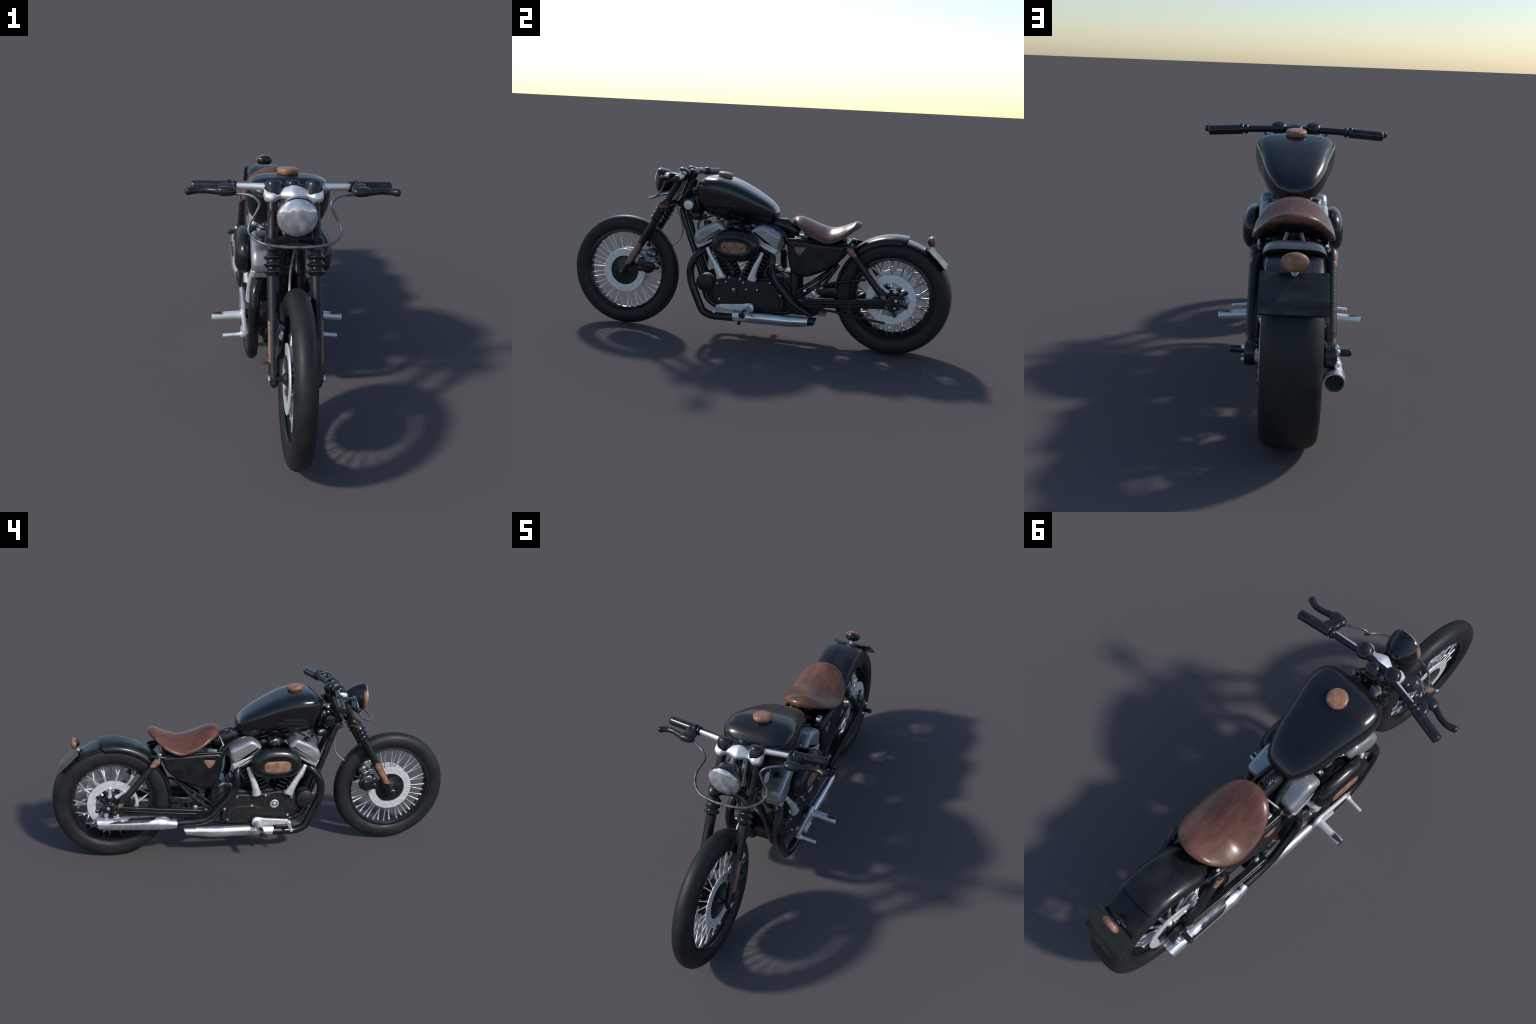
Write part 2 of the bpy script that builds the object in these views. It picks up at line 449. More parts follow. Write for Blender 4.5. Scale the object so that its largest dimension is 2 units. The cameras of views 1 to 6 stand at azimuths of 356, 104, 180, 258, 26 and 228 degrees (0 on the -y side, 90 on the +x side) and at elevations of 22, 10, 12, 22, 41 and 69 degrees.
# axle hardware, front
axl = []
for s in (1, -1):
    tube('axle', [(s * .03, FC[0], FC[1]), (s * .094, FC[0], FC[1])], .009, M_blackmetal, gF, k=14)
    lathe('axle_nut', [(0, .011), (.006, .011), (.009, .008), (.010, .001)], (s * .086, FC[0], FC[1]), (s, 0, 0), M_silver, gF, k=6, angle=30)

# ------------------------------------------------------------------ front fork
gFork = group('fork')
FX = .072
def fork_y(z):  # rake line of the lower legs
    return -.532 - (.571 - z) * .604
d_leg = np.array((0, -.604, -1)); d_leg /= np.linalg.norm(d_leg)
tube('fork_leg', [(FX, fork_y(.585), .585), (FX, fork_y(.45), .45), (FX, fork_y(.33), .33), (FX, fork_y(.295), .295), (FX, fork_y(.28), .28)],
     [.0205, .0195, .0178, .0172, .0155], M_fork, gFork, mirror=True, k=28)
# drop-out foot under the leg
blob('fork_foot', (FX, -.703, .281), (.013, .018, .022), M_blackmetal, gFork, True, 2.6, rot=(-.5, 0, 0))
# boots: stacked bellows
prof = [(-.004, .018)]
for i in range(3):
    b = i * .0245
    prof += [(b + .000, .021), (b + .004, .0255), (b + .0085, .0305), (b + .0115, .0310), (b + .016, .0262), (b + .021, .0215)]
prof += [(.074, .021), (.078, .017)]
ub = np.array((0, .50, 1)); ub /= np.linalg.norm(ub)
b0 = np.array((FX, -.531, .577))
lathe('fork_boot', prof, b0, tuple((b0 * 0 + np.array((0, .56, 1)))), M_blackmetal, gFork, mirror=True, k=40)
# upper tubes
tube('fork_tube', [(FX + .001, -.488, .645), (FX, -.438, .732), (FX - .002, -.385, .825)], .0175, M_blackmetal, gFork, mirror=True, k=24)
# lower yoke: bar with swollen ends
def yoke(name, stations, mat, parent, k=32, power=2.6):
    """stations along x: (x, y, z, half_depth, half_height, tilt)"""
    S = spline([s[:5] for s in stations], 70); e = 2 / power; a = np.linspace(0, 2 * math.pi, k, endpoint=False)
    tilt = stations[0][5]; rings = []
    for x, y, z, hd, hh in S:
        cy_, sz_ = np.sign(np.cos(a)) * abs(np.cos(a)) ** e * hd, np.sign(np.sin(a)) * abs(np.sin(a)) ** e * hh
        rings.append(np.c_[np.full(k, x), y + cy_ * math.cos(tilt) - sz_ * math.sin(tilt), z + cy_ * math.sin(tilt) + sz_ * math.cos(tilt)])
    v, f = ringmesh(rings); return obj(name, v, f, mat, parent, 45)
yoke('lower_yoke', [(-.101, -.476, .668, .006, .004, .42), (-.098, -.476, .667, .022, .012, .42), (-.088, -.477, .666, .034, .020, .42), (-.07, -.478, .666, .036, .021, .42), (-.045, -.470, .668, .026, .017, .42), (0, -.462, .670, .026, .016, .42),
                    (.045, -.470, .668, .026, .017, .42), (.07, -.478, .666, .036, .021, .42), (.088, -.477, .666, .034, .020, .42), (.098, -.476, .667, .022, .012, .42), (.101, -.476, .668, .006, .004, .42)], M_clamp, gFork)
# top yoke, pale alloy
yoke('top_yoke', [(-.101, -.396, .812, .006, .005, .42), (-.098, -.396, .812, .020, .013, .42), (-.086, -.396, .812, .030, .018, .42), (-.068, -.396, .813, .033, .019, .42), (-.045, -.392, .815, .022, .013, .42), (-.022, -.398, .818, .026, .016, .42), (0, -.402, .820, .030, .018, .42),
                  (.022, -.398, .818, .026, .016, .42), (.045, -.392, .815, .022, .013, .42), (.068, -.396, .813, .033, .019, .42), (.086, -.396, .812, .030, .018, .42), (.098, -.396, .812, .020, .013, .42), (.101, -.396, .812, .006, .005, .42)], M_white, gFork)
# handlebar clamps: three domed knobs
up = (0, .5, 1)
kn = [(-.024, .024), (-.018, .0275), (-.006, .0290), (.008, .0302), (.019, .0305), (.025, .0292), (.030, .0245), (.033, .015), (.034, .001)]
lathe('bar_clamp', kn, (.068, -.386, .8235), up, M_blackmetal, gFork, mirror=True, k=40)
lathe('steering_nut', [(-.03, .018)] + [(h * .9, r * .84) for h, r in kn], (0, -.358, .819), up, M_blackmetal, gFork, k=40)
tube('steering_head', [(0, -.352, .80), (0, -.378, .735), (0, -.412, .655)], [.027, .029, .027], M_blackmetal, gFork, k=28)
tube('steering_stem', [(0, -.364, .83), (0, -.372, .8)], [.02, .024], M_blackmetal, gFork, k=20)
tube('headlamp_stay', [(.026, -.385, .80), (.027, -.412, .755), (.028, -.445, .69)], [.012, .011, .011], M_satin, gFork, mirror=True, k=12)
tube('steering_damper', [(-.03, -.372, .79), (-.028, -.40, .73), (-.02, -.43, .672)], .010, M_satin, gFork, k=14)

# ------------------------------------------------------------------ headlamp
gLamp = group('headlamp')
lathe('lamp_bucket', [(0, .001), (.002, .018), (.012, .030), (.028, .043), (.05, .055), (.072, .0625), (.086, .0655), (.090, .0668), (.096, .0668), (.0985, .064), (.096, .060)],
      (0, -.437, .7815), (0, -1, -.03), M_bucket, gLamp, k=64)
lathe('lamp_lens', [(0, .0645), (.003, .064), (.008, .058), (.013, .047), (.017, .033), (.0195, .017), (.020, .001)], (0, -.5335, .7785), (0, -1, -.03), M_lens, gLamp, k=64, angle=60)

# ------------------------------------------------------------------ handlebar
gBar = group('handlebar')
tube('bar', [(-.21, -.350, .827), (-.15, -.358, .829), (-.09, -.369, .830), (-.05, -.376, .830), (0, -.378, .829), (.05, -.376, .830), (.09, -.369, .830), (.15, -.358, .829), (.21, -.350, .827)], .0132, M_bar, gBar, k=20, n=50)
tube('grip', [(.215, -.346, .8255), (.28, -.335, .822), (.335, -.325, .8192)], .019, M_blackmetal, gBar, mirror=True, k=28, rnd=.35)
for xx, r in ((.196, .0195), (.2145, .0215)):
    lathe('perch_ring', [(-.008, .012), (-.007, r - .003), (-.003, r), (.003, r), (.007, r - .003), (.008, .012)], (xx, -.3505 + (.2 - xx) * -.17, .8275), (1, .17, 0), M_perch, gBar, mirror=True, k=28)
blob('perch', (.222, -.372, .828), (.022, .034, .015), M_perch, gBar, True, 2.6, rot=(0, 0, -.5), lump=.04, seed=2)
blob('reservoir', (.226, -.405, .826), (.034, .021, .0165), M_perch, gBar, True, 2.5, rot=(0, 0, .12), lump=.03, seed=5)
tube('lever', [(.232, -.408, .825), (.262, -.399, .8245), (.292, -.389, .8235), (.322, -.386, .822), (.340, -.391, .8215), (.351, -.396, .821)], [.014, .0125, .0115, .0115, .0125, .0135], M_perch, gBar, mirror=True, k=18, n=40, rnd=.7)
tube('cable', [(.196, -.41, .8175), (.165, -.428, .822), (.135, -.446, .818), (.118, -.458, .799), (.128, -.466, .772), (.148, -.474, .738), (.153, -.487, .717), (.138, -.520, .702), (.102, -.552, .694), (.05, -.566, .691), (0, -.569, .690),
      (-.05, -.566, .691), (-.102, -.552, .694), (-.138, -.520, .702), (-.153, -.487, .717), (-.148, -.474, .738), (-.128, -.466, .772), (-.118, -.458, .799), (-.135, -.446, .818), (-.165, -.428, .822), (-.196, -.41, .8175)], .0052, M_cable, gBar, k=10, n=200)

# ------------------------------------------------------------------ fuel tank
gTank = group('fuel_tank')
yf, yr = -.3085, .1085
yk = [yf + (yr - yf) * q for q in (0, .006, .04, .09, .16, .27, .41, .58, .73, .84, .93, .98, 1.)]
w_ = [.036, .074, .1115, .1335, .1465, .1498, .1405, .1240, .1110, .0950, .0750, .0560, .0280]
zt = [.7605, .779, .798, .815, .8255, .8255, .8135, .7865, .7545, .7285, .7015, .678, .661]
zc = [.745, .750, .754, .757, .758, .755, .745, .722, .698, .680, .665, .655, .648]
zb = [.7205, .7055, .680, .642, .6155, .6085, .6035, .599, .595, .594, .597, .607, .626]
t = np.linspace(0, 1, 72); ys = yk[0] + (yk[-1] - yk[0]) * (.5 - .5 * np.cos(math.pi * t)) 
W, ZT, ZC, ZB = (pch(yk, q, ys) for q in (w_, zt, zc, zb))
rings = []; A = np.linspace(0, 2 * math.pi, 72, endpoint=False)
for y, w, a1, c1, b1 in zip(ys, W, ZT, ZC, ZB):
    ring = []
    for a in A:
        ca, sa = math.cos(a), math.sin(a)
        n = 3.5 if sa >= 0 else 2.15
        xx = w * math.copysign(abs(ca) ** (2 / n), ca)
        zz = c1 + (a1 - c1 if sa >= 0 else c1 - b1) * math.copysign(abs(sa) ** (2 / n), sa)
        # the front slants back under the nose, so lower points lie further aft
        yy = y + max(0, (.755 - zz)) * .10 * max(0, min(1, (-.18 - y) / .14)) if sa < 0 else y
        ring.append((xx, yy, zz))
    rings.append(ring)
v, f = ringmesh(rings)
obj('tank_shell', v, f, M_tank, gTank, 60)
lathe('filler_cap', [(-.012, .026), (-.004, .030), (.001, .036), (.003, .0375), (.010, .039), (.016, .0385), (.020, .035), (.022, .028), (.0225, .001)], (0, -.181, .822), (0, .16, 1), M_copper, gTank, k=48)
lathe('cap_collar', [(-.01, .030), (.001, .0335), (.003, .030)], (0, -.181, .819), (0, .16, 1), M_black, gTank, k=40)
box('tank_mount', (0, -.11, .595), (.05, .06, .03), M_blackmetal, gTank)

# ------------------------------------------------------------------ saddle
gSeat = group('saddle')
yk = [.188, .21, .24, .275, .328, .386, .432, .482, .517, .535]
zk = [.628, .630, .625, .613, .594, .582, .591, .612, .627, .628]
rings = []; k = 48
for u in np.sin(np.linspace(-math.pi / 2, math.pi / 2, 56)):
    y = .3615 + u * .1735
    sft = .10 * u
    w = .1325 * max(1e-4, (1 - abs(u) ** 2.35)) ** .47 * (1 + sft * .6)
    th = .0185 * max(.02, (1 - abs(u) ** 6)) ** .5
    z0 = float(pch(yk, zk, y)); ring = []
    for a in np.linspace(0, 2 * math.pi, k, endpoint=False):
        ca, sa = math.cos(a), math.sin(a)
        x = w * math.copysign(abs(ca) ** .8, ca)
        s = x / .1325
        arch = -.036 * abs(s) ** 1.9
        fill = .006 * (1 - s * s)
        ring.append((x, y, z0 + arch + (th + fill) * math.copysign(abs(sa) ** .75, sa) * (1. if sa > 0 else .9)))
    rings.append(ring)
v, f = ringmesh(rings)
obj('saddle_cover', v, f, M_leather, gSeat, 60)
base = [[(x * .9, .3615 + (y - .3615) * .93, z - .007) for x, y, z in r] for r in rings]
v, f = ringmesh(base); obj('saddle_base', v, f, M_case, gSeat, 60)
for s in (1, -1):
    tube('saddle_bracket', [(s * .020, .455, .590), (s * .023, .455, .57), (s * .029, .455, .545)], .003, M_satin, gSeat, k=8, aspect=2.)
box('saddle_spring', (0, .425, .556), (.038, .05, .05), M_blackmetal, gSeat, bev=.008)
tube('saddle_pivot', [(-.045, .205, .612), (.045, .205, .612)], .010, M_blackmetal, gSeat, k=14)
box('saddle_pan', (0, .34, .566), (.07, .18, .014), M_blackmetal, gSeat, bev=.006)

# ------------------------------------------------------------------ engine
gE = group('engine')
# crankcase core and side covers
prism('crankcase', [(-.22, .225), (-.205, .30), (-.12, .335), (.03, .328), (.15, .34), (.205, .30), (.215, .22), (.19, .165), (-.13, .16), (-.19, .18)], -.085, .085, M_case, gE, rc=.02, bev=.01, both=True)
cover = [(-.212, .248), (-.192, .302), (-.145, .322), (-.105, .331), (-.03, .322), (.043, .318), (.112, .322), (.130, .300), (.150, .280), (.172, .255), (.187, .212), (.176, .176), (.150, .164), (.035, .162), (-.1, .170), (-.150, .174), (-.188, .205)]
prism('timing_cover', cover, .05, .1075, M_case, gE, True, rc=.018, bev=.010)
prism('cover_step', [(-.02, .19), (-.02, .245), (.02, .262), (.12, .258), (.16, .235), (.165, .19), (.12, .175), (.02, .175)], .09, .112, M_case, gE, True, rc=.02, bev=.005)
lathe('round_cover', [(0, .044), (.05, .045), (.058, .044), (.062, .039), (.063, .001)], (.064, -.2345, .2865), (1, 0, 0), M_case, gE, mirror=True, k=48)
tube('starter_tube', [(-.06, -.225, .235), (.06, -.225, .235)], .028, M_case, gE, k=24)
tube('oil_tube', [(-.055, -.19, .178), (.055, -.19, .178)], .026, M_case, gE, k=24)
# emblem: ring with a domed middle
lathe('emblem_ring', [(0, .013), (.004, .013), (.005, .016), (.005, .019), (.003, .022), (0, .022)], (-.1075, -.081, .263), (-1, 0, 0), M_silver, gE, k=40, closed=True)
lathe('emblem_boss', [(0, .0095), (.004, .009), (.006, .006), (.0065, .001)], (-.107, -.081, .263), (-1, 0, 0), M_silver, gE, k=24)
lathe('emblem_boss', [(0, .010), (.004, .0095), (.006, .006), (.0065, .001)], (.1075, -.082, .262), (1, 0, 0), M_satin, gE, k=24)
teeth = [lathe('emblem_ring', [(0, .015), (.004, .015), (.0045, .018), (.004, .021), (0, .021)], (.1075, -.082, .262), (1, 0, 0), M_blackmetal, gE, k=40, closed=True)]
for i in range(12):
    a = i * math.pi / 6
    teeth.append(lathe('emblem_ring', [(0, .0045), (.004, .0042), (.005, .002)], (.1075, -.082 + .0215 * math.cos(a), .262 + .0215 * math.sin(a)), (1, 0, 0), M_blackmetal, gE, k=10))
join(teeth, 'emblem_ring', False)
def bolt(x, y, z, r=.0055):
    s = 1 if x > 0 else -1
    lathe('bolt', [(-.004, r * 1.05), (.003, r), (.005, r * .8), (.006, .001)], (x, y, z), (s, 0, 0), M_silver, gE, k=12)
for y, z in [(-.169, .286), (-.124, .299), (-.107, .322), (-.05, .319), (-.032, .302), (-.016, .269), (.041, .273), (.106, .314), (.163, .254), (-.155, .207)]:
    bolt(.108, y, z, .0052)
for y, z, r in [(.171, .247, .007), (.034, .259, .0065), (-.151, .2, .006), (-.167, .295, .0055), (-.034, .312, .0065), (.11, .31, .005), (.155, .19, .005)]:
    bolt(-.109, y, z, r)
for x, y, z in [(.118, -.214, .318), (.1, -.279, .286), (-.118, -.256, .25), (-.1, -.278, .31)]: bolt(x, y, z, .0055)
# finned cylinders
for sgn, base, top in ((-1, (-.115, .315), (-.212, .505)), (1, (-.02, .315), (.075, .505))):
    b, tp = np.array((0, *base)), np.array((0, *top)); ax = tp - b; L = np.linalg.norm(ax); ax /= L
    ang = math.atan2(ax[1], ax[2])
    fins = []
    for i in range(10):
        c = b + ax * (L * (i + .5) / 10); w = .062 + .012 * i / 9
        o = box('cylinder', tuple(c), (.195 + .02 * i / 9, w * 2 * .66, .0085), M_blackmetal, gE, rot=(-ang, 0, 0), bev=.003, seg=2); fins.append(o)
    fins.append(lathe('cylinder', [(0, .048), (L, .048)], b, ax, M_blackmetal, gE, k=32))
    join(fins, 'cylinder', False)
    box('cylinder_head', tuple(b + ax * (L + .005)), (.222, .122, .05), M_blackmetal, gE, rot=(-ang, 0, 0), bev=.012)
# rocker covers
RF = [(-.305, .502), (-.292, .550), (-.250, .577), (-.178, .609), (-.150, .588), (-.135, .562), (-.200, .512), (-.278, .466)]
RR = [(-.010, .566), (.012, .588), (.048, .606), (.100, .585), (.157, .556), (.148, .510), (.132, .464), (.040, .508)]
for R, xo in ((RF, .1265), (RR, .121)):
    prism('rocker_cover', R, .032, xo, M_satin, gE, True, rc=[.03, .02, .012, .022, .02, .018, .01, .022] if R is RF else [.018, .02, .02, .012, .02, .012, .012, .012], bev=.020, both=True, seg=6)
# flanges beneath rocker covers
prism('rocker_flange', [(-.296, .492), (-.279, .4605), (-.258, .468), (-.196, .504), (-.186, .530), (-.205, .526)], .05, .1225, M_white, gE, True, rc=.006, bev=.006, both=True)
prism('rocker_flange', [(.032, .530), (.034, .503), (.085, .478), (.130, .457), (.142, .485), (.090, .512)], .05, .1225, M_white, gE, True, rc=.006, bev=.006, both=True)
# push-rod tubes with flared feet
for P in ([(.117, -.226, .468), (.1215, -.206, .43), (.1235, -.178, .385), (.1225, -.158, .345), (.119, -.148, .322)], [(.117, .060, .466), (.1215, .047, .43), (.1235, .030, .385), (.1225, .018, .345), (.119, .014, .324)]):
    tube('pushrod_tube', P, [.0105, .013, .0155, .019, .024], M_white, gE, mirror=True, k=20, aspect=.75, n=30)
    blob('tappet_block', tuple(np.array(P[-1]) + (-.008, 0, .004)), (.014, .024, .012), M_white, gE, True, 3.2)
# air cleaners
yc, zcn, hl, hh = -.0725, .4935, .1235, .079
def stad(hy, hz, n=2.5, k=72):
    a = np.linspace(0, 2 * math.pi, k, endpoint=False); e = 2 / n
    return np.c_[yc + hy * np.sign(np.cos(a)) * abs(np.cos(a)) ** e, zcn + hz * np.sign(np.sin(a)) * abs(np.sin(a)) ** e]
rings = []
for x, d in [(.120, .020), (.128, .006), (.136, .001), (.146, 0), (.156, .003), (.165, .009), (.172, .017), (.177, .027), (.1795, .036), (.1785, .040), (.1765, .043), (.177, .05)]:
    q = stad(hl - d, hh - d, 2.45 if d < .03 else 2.7); rings.append(np.c_[np.full(len(q), x), q])
v, f = ringmesh(rings); obj('air_cleaner', v, f, M_black, gE, 45, True)
rings = []
for x, d in [(.174, 0), (.1786, 0), (.1800, .002), (.1803, .005)]:
    q = stad(.066 - d, .0285 - d, 3.2) - (0, .007); rings.append(np.c_[np.full(len(q), x), q])
v, f = ringmesh(rings); obj('air_cleaner_badge', v, f, M_copper, gE, 45, True)
for y in (-.119, -.030):
    lathe('badge_screw', [(-.002, .006), (.0006, .006), (.001, .003)], (.1803, y, .4865), (1, 0, 0), simple('dull_bronze', (.06, .035, .015), (.12, .07, .03)), gE, k=16)
box('air_cleaner_back', (.105, -.0725, .49), (.05, .13, .1), M_blackmetal, gE, True, bev=.015)
# carburettor and manifold between the heads
blob('carburettor', (-.06, -.075, .578), (.04, .034, .026), M_grime, gE, False, 2.4, lump=.12, seed=3)
blob('carburettor', (.03, -.09, .578), (.045, .034, .018), M_grime, gE, False, 2.4, lump=.15, seed=9)
tube('intake_manifold', [(0, -.15, .55), (0, -.075, .56), (0, 0, .55)], .026, M_blackmetal, gE, k=20)
for s in (1, -1):
    for y, z, r in [(-.125, .585, .010), (-.022, .588, .009), (-.235, .592, .010)]:
        blob('fuel_fitting', (s * .085, y, z), (.02, r * 1.4, r), M_grime if y > -.2 else M_blackmetal, gE, False, 2.2, lump=.15, seed=int(1000 * abs(y)) + (s > 0))
# gearbox behind the cylinders
prism('gearbox', [(.09, .30), (.10, .345), (.15, .375), (.195, .365), (.215, .32), (.21, .25), (.12, .24)], -.062, .062, M_grime, gE, rc=.02, bev=.012, both=True)
blob('starter_motor', (0, .1, .36), (.08, .035, .03), M_blackmetal, gE, False, 2.6)

# ------------------------------------------------------------------ exhaust
gX = group('exhaust')
tube('front_pipe', [(.070, -.232, .462), (.095, -.254, .447), (.110, -.293, .408), (.114, -.313, .350), (.1145, -.308, .292), (.114, -.288, .237), (.113, -.265, .183), (.113, -.240, .138), (.115, -.198, .119), (.118, -.13, .118), (.119, -.065, .120)], .0195, M_black, gX, mirror=True, k=24, n=80)
tube('muffler', [(.117, -.078, .124), (.117, -.06, .126), (.1175, -.02, .127), (.118, .10, .130), (.118, .24, .132), (.118, .315, .138)], [.021, .024, .0265, .028, .0275, .0235], M_chrome, gX, mirror=True, k=28, n=40, rnd=.1, aspect=.80)
# slash-cut tail tip, hollow
def tip(name, c0, c1, r0, r1, cut, mat, inner, parent, mirror):
    """open tail pipe: rim plane is sheared by 'cut' in z"""
    c0, c1 = np.array(c0), np.array(c1); k = 32; a = np.linspace(0, 2 * math.pi, k, endpoint=False); rings = []
    for c, r, sh in ((c0, r0, 0), ((c0 + c1) / 2, (r0 + r1) / 2, .5), (c1, r1, 1), (c1, r1 - .004, 1), ((c0 + c1) / 2, r1 - .005, .5), (c0 + (c1 - c0) * .1, r1 - .006, 0)):
        rings.append(np.c_[c[0] + r * np.cos(a), c[1] + cut * sh * np.sin(a), c[2] + r * np.sin(a)])
    v, f = ringmesh(rings); res = obj(name, v, f, mat, parent, 40, mirror)
    rr = r1 - .0062; p = c0 + (c1 - c0) * .35
    lathe(name + '_bore', [(0, .001), (0, rr), (.004, rr)], p, tuple(c1 - c0), inner, parent, mirror=mirror, k=24)
    return res
tip('muffler_tip', (.118, .312, .138), (.118, .348, .143), .0205, .0205, .007, M_blackmetal, M_case, gX, False)
tip('muffler_tip', (-.117, .308, .137), (-.111, .366, .139), .0215, .0225, .009, M_chrome, M_case, gX, False)
tube('muffler_bracket', [(.118, -.072, .129), (.118, -.012, .131)], .0275, M_white, gX, mirror=True, k=8, rnd=.1)
tube('bracket_stud', [(.121, -.042, .10), (.121, -.042, .088)], .009, M_blackmetal, gX, mirror=True, k=12)
rear = [(.075, .094, .475), (.105, .108, .463), (.126, .117, .435), (.130, .117, .40), (.130, .124, .360), (.130, .148, .320), (.130, .19, .273), (.130, .232, .228), (.130, .262, .206)]
neg = lambda P: [(-x, y, z) for x, y, z in P]
tube('rear_pipe', neg(rear + [(.130, .30, .197), (.130, .36, .194), (.130, .43, .192)]), .0175, M_black, gX, k=24, n=80)
tube('rear_pipe', rear + [(.128, .285, .195), (.124, .32, .173), (.122, .338, .160)], [.0175] * 9 + [.0165, .010, .003], M_black, gX, k=24, n=80)
tube('long_muffler', [(-.130, .408, .188), (-.130, .43, .190), (-.129, .47, .196), (-.128, .53, .2005), (-.127, .65, .2035), (-.126, .74, .207)], [.021, .0255, .0335, .0355, .035, .033], M_drawn_reflection, gX, k=40, n=40, rnd=.05)
tip('long_muffler_tip', (-.126, .738, .207), (-.126, .788, .2095), .033, .0315, .006, M_chrome, M_case, gX, False)
box('muffler_strap', (-.122, .70, .243), (.02, .03, .02), M_satin, gX)

# ------------------------------------------------------------------ foot controls
gP = group('foot_controls')
prism('brake_arm', [(.034, .186), (.028, .204), (.008, .207), (-.03, .198), (-.145, .187), (-.160, .180), (-.160, .166), (-.145, .160), (-.05, .162), (.005, .154), (.03, .165)], .127, .141, M_white, gP, True, rc=.010, bev=.004, both=True)
tube('foot_peg', [(.125, .010, .180), (.16, .010, .178), (.262, .0085, .170)], [.017, .0165, .0165], M_peg, gP, mirror=True, k=24, rnd=.15)
blob('peg_pivot', (.135, .012, .182), (.012, .024, .022), M_white, gP, True, 2.6)
blob('toe_pivot', (.142, -.150, .172), (.016, .012, .013), M_white, gP, True, 2.4)
tube('toe_peg', [(.14, -.149, .172), (.17, -.148, .169), (.220, -.147, .164)], [.0095, .0078, .0078], M_white, gP, mirror=True, k=18, rnd=.2)
tube('arm_boss', [(.08, .012, .182), (.132, .012, .182)], .020, M_blackmetal, gP, mirror=True, k=20)
tube('passenger_peg', [(.108, .712, .275), (.172, .708, .276)], [.0125, .0112], M_blackmetal, gP, mirror=True, k=18, rnd=.3)

# ------------------------------------------------------------------ frame
gFr = group('frame')
tube('down_tube', [(.030, -.400, .645), (.038, -.378, .585), (.046, -.343, .50), (.050, -.308, .415), (.053, -.266, .29), (.053, -.235, .19), (.053, -.19, .158)], .0150, M_blackmetal, gFr, k=20, n=50)
tube('down_tube', [(-.030, -.400, .645), (-.034, -.381, .60), (-.037, -.349, .50), (-.040, -.318, .415), (-.048, -.272, .29), (-.053, -.238, .19), (-.053, -.19, .158)], .0150, M_blackmetal, gFr, k=20, n=50)
tube('lower_rail', [(.055, -.19, .158), (.06, 0, .155), (.062, .2, .165), (.065, .26, .2)], .0135, M_blackmetal, gFr, mirror=True, k=16, n=30)
tube('backbone', [(0, -.36, .70), (0, -.2, .635), (0, 0, .612), (0, .10, .606), (0, .17, .588), (0, .215, .57)], [.03, .026, .026, .03, .032, .030], M_blackmetal, gFr, k=24, n=40)
tube('seat_rail', [(.03, .02, .60), (.038, .075, .592), (.046, .12, .576), (.054, .165, .546), (.060, .19, .50), (.068, .212, .44), (.072, .219, .36), (.074, .221, .25)], [.012, .014, .015, .015, .015, .016, .018, .020], M_blackmetal, gFr, mirror=True, k=20, n=50)
blob('backbone_lug', (0, .150, .616), (.022, .028, .016), M_blackmetal, gFr, False, 2.6, rot=(-.3, 0, 0), lump=.2, seed=31)
tube('top_shelf', [(-.085, .47, .535), (.085, .47, .535)], .012, M_blackmetal, gFr, k=14)
tube('rear_stay', [(.085, .415, .410), (.084, .345, .327), (.082, .29, .277), (.080, .232, .238)], .0095, M_blackmetal, gFr, mirror=True, k=14, n=24)
tube('rear_stay', [(.080, .385, .385), (.078, .30, .318), (.076, .212, .255)], .0075, M_blackmetal, gFr, mirror=True, k=12)
tube('fender_rail', [(.098, .40, .50), (.104, .45, .52), (.106, .505, .532), (.098, .53, .530)], .008, M_blackmetal, gFr, mirror=True, k=16)
# shelf, battery box and side covers
side = [(.186, .543), (.184, .48), (.204, .392), (.240, .360), (.290, .360), (.385, .400), (.455, .450), (.484, .532)]
prism('side_cover', side, .075, .115, M_black, gFr, True, rc=[.028, .05, .04, .035, .04, .05, .04, .034], bev=.016, seg=7)
prism('battery_box', [(.215, .512), (.215, .42), (.25, .375), (.35, .40), (.45, .46), (.46, .512)], -.07, .07, M_black, gFr, rc=.02, bev=.008, both=True)
prism('cover_rim', [(.186, .534), (.188, .549), (.30, .547), (.40, .543), (.483, .536), (.482, .522)], .088, .108, M_black, gFr, True, rc=.008, bev=.009, both=True)
prism('shelf', [(.21, .508), (.21, .520), (.46, .524), (.47, .512)], -.10, .10, M_black, gFr, rc=.004, bev=.004, both=True)
# small copper badge, rounded triangle
prism('cover_badge', [(.283, .511), (.221, .509), (.226, .492), (.246, .467), (.256, .470)], .110, .1162, M_copper, gFr, True, rc=.008, bev=.001)
box('fuse_box', (.080, .232, .540), (.022, .034, .034), M_white, gFr, bev=.005)
box('fuse_box', (-.07, .232, .535), (.03, .05, .024), M_satin, gFr, bev=.005)
tube('seat_wire', [(-.04, .195, .605), (-.075, .185, .585), (-.085, .18, .57)], .004, M_silver, gFr, k=8)
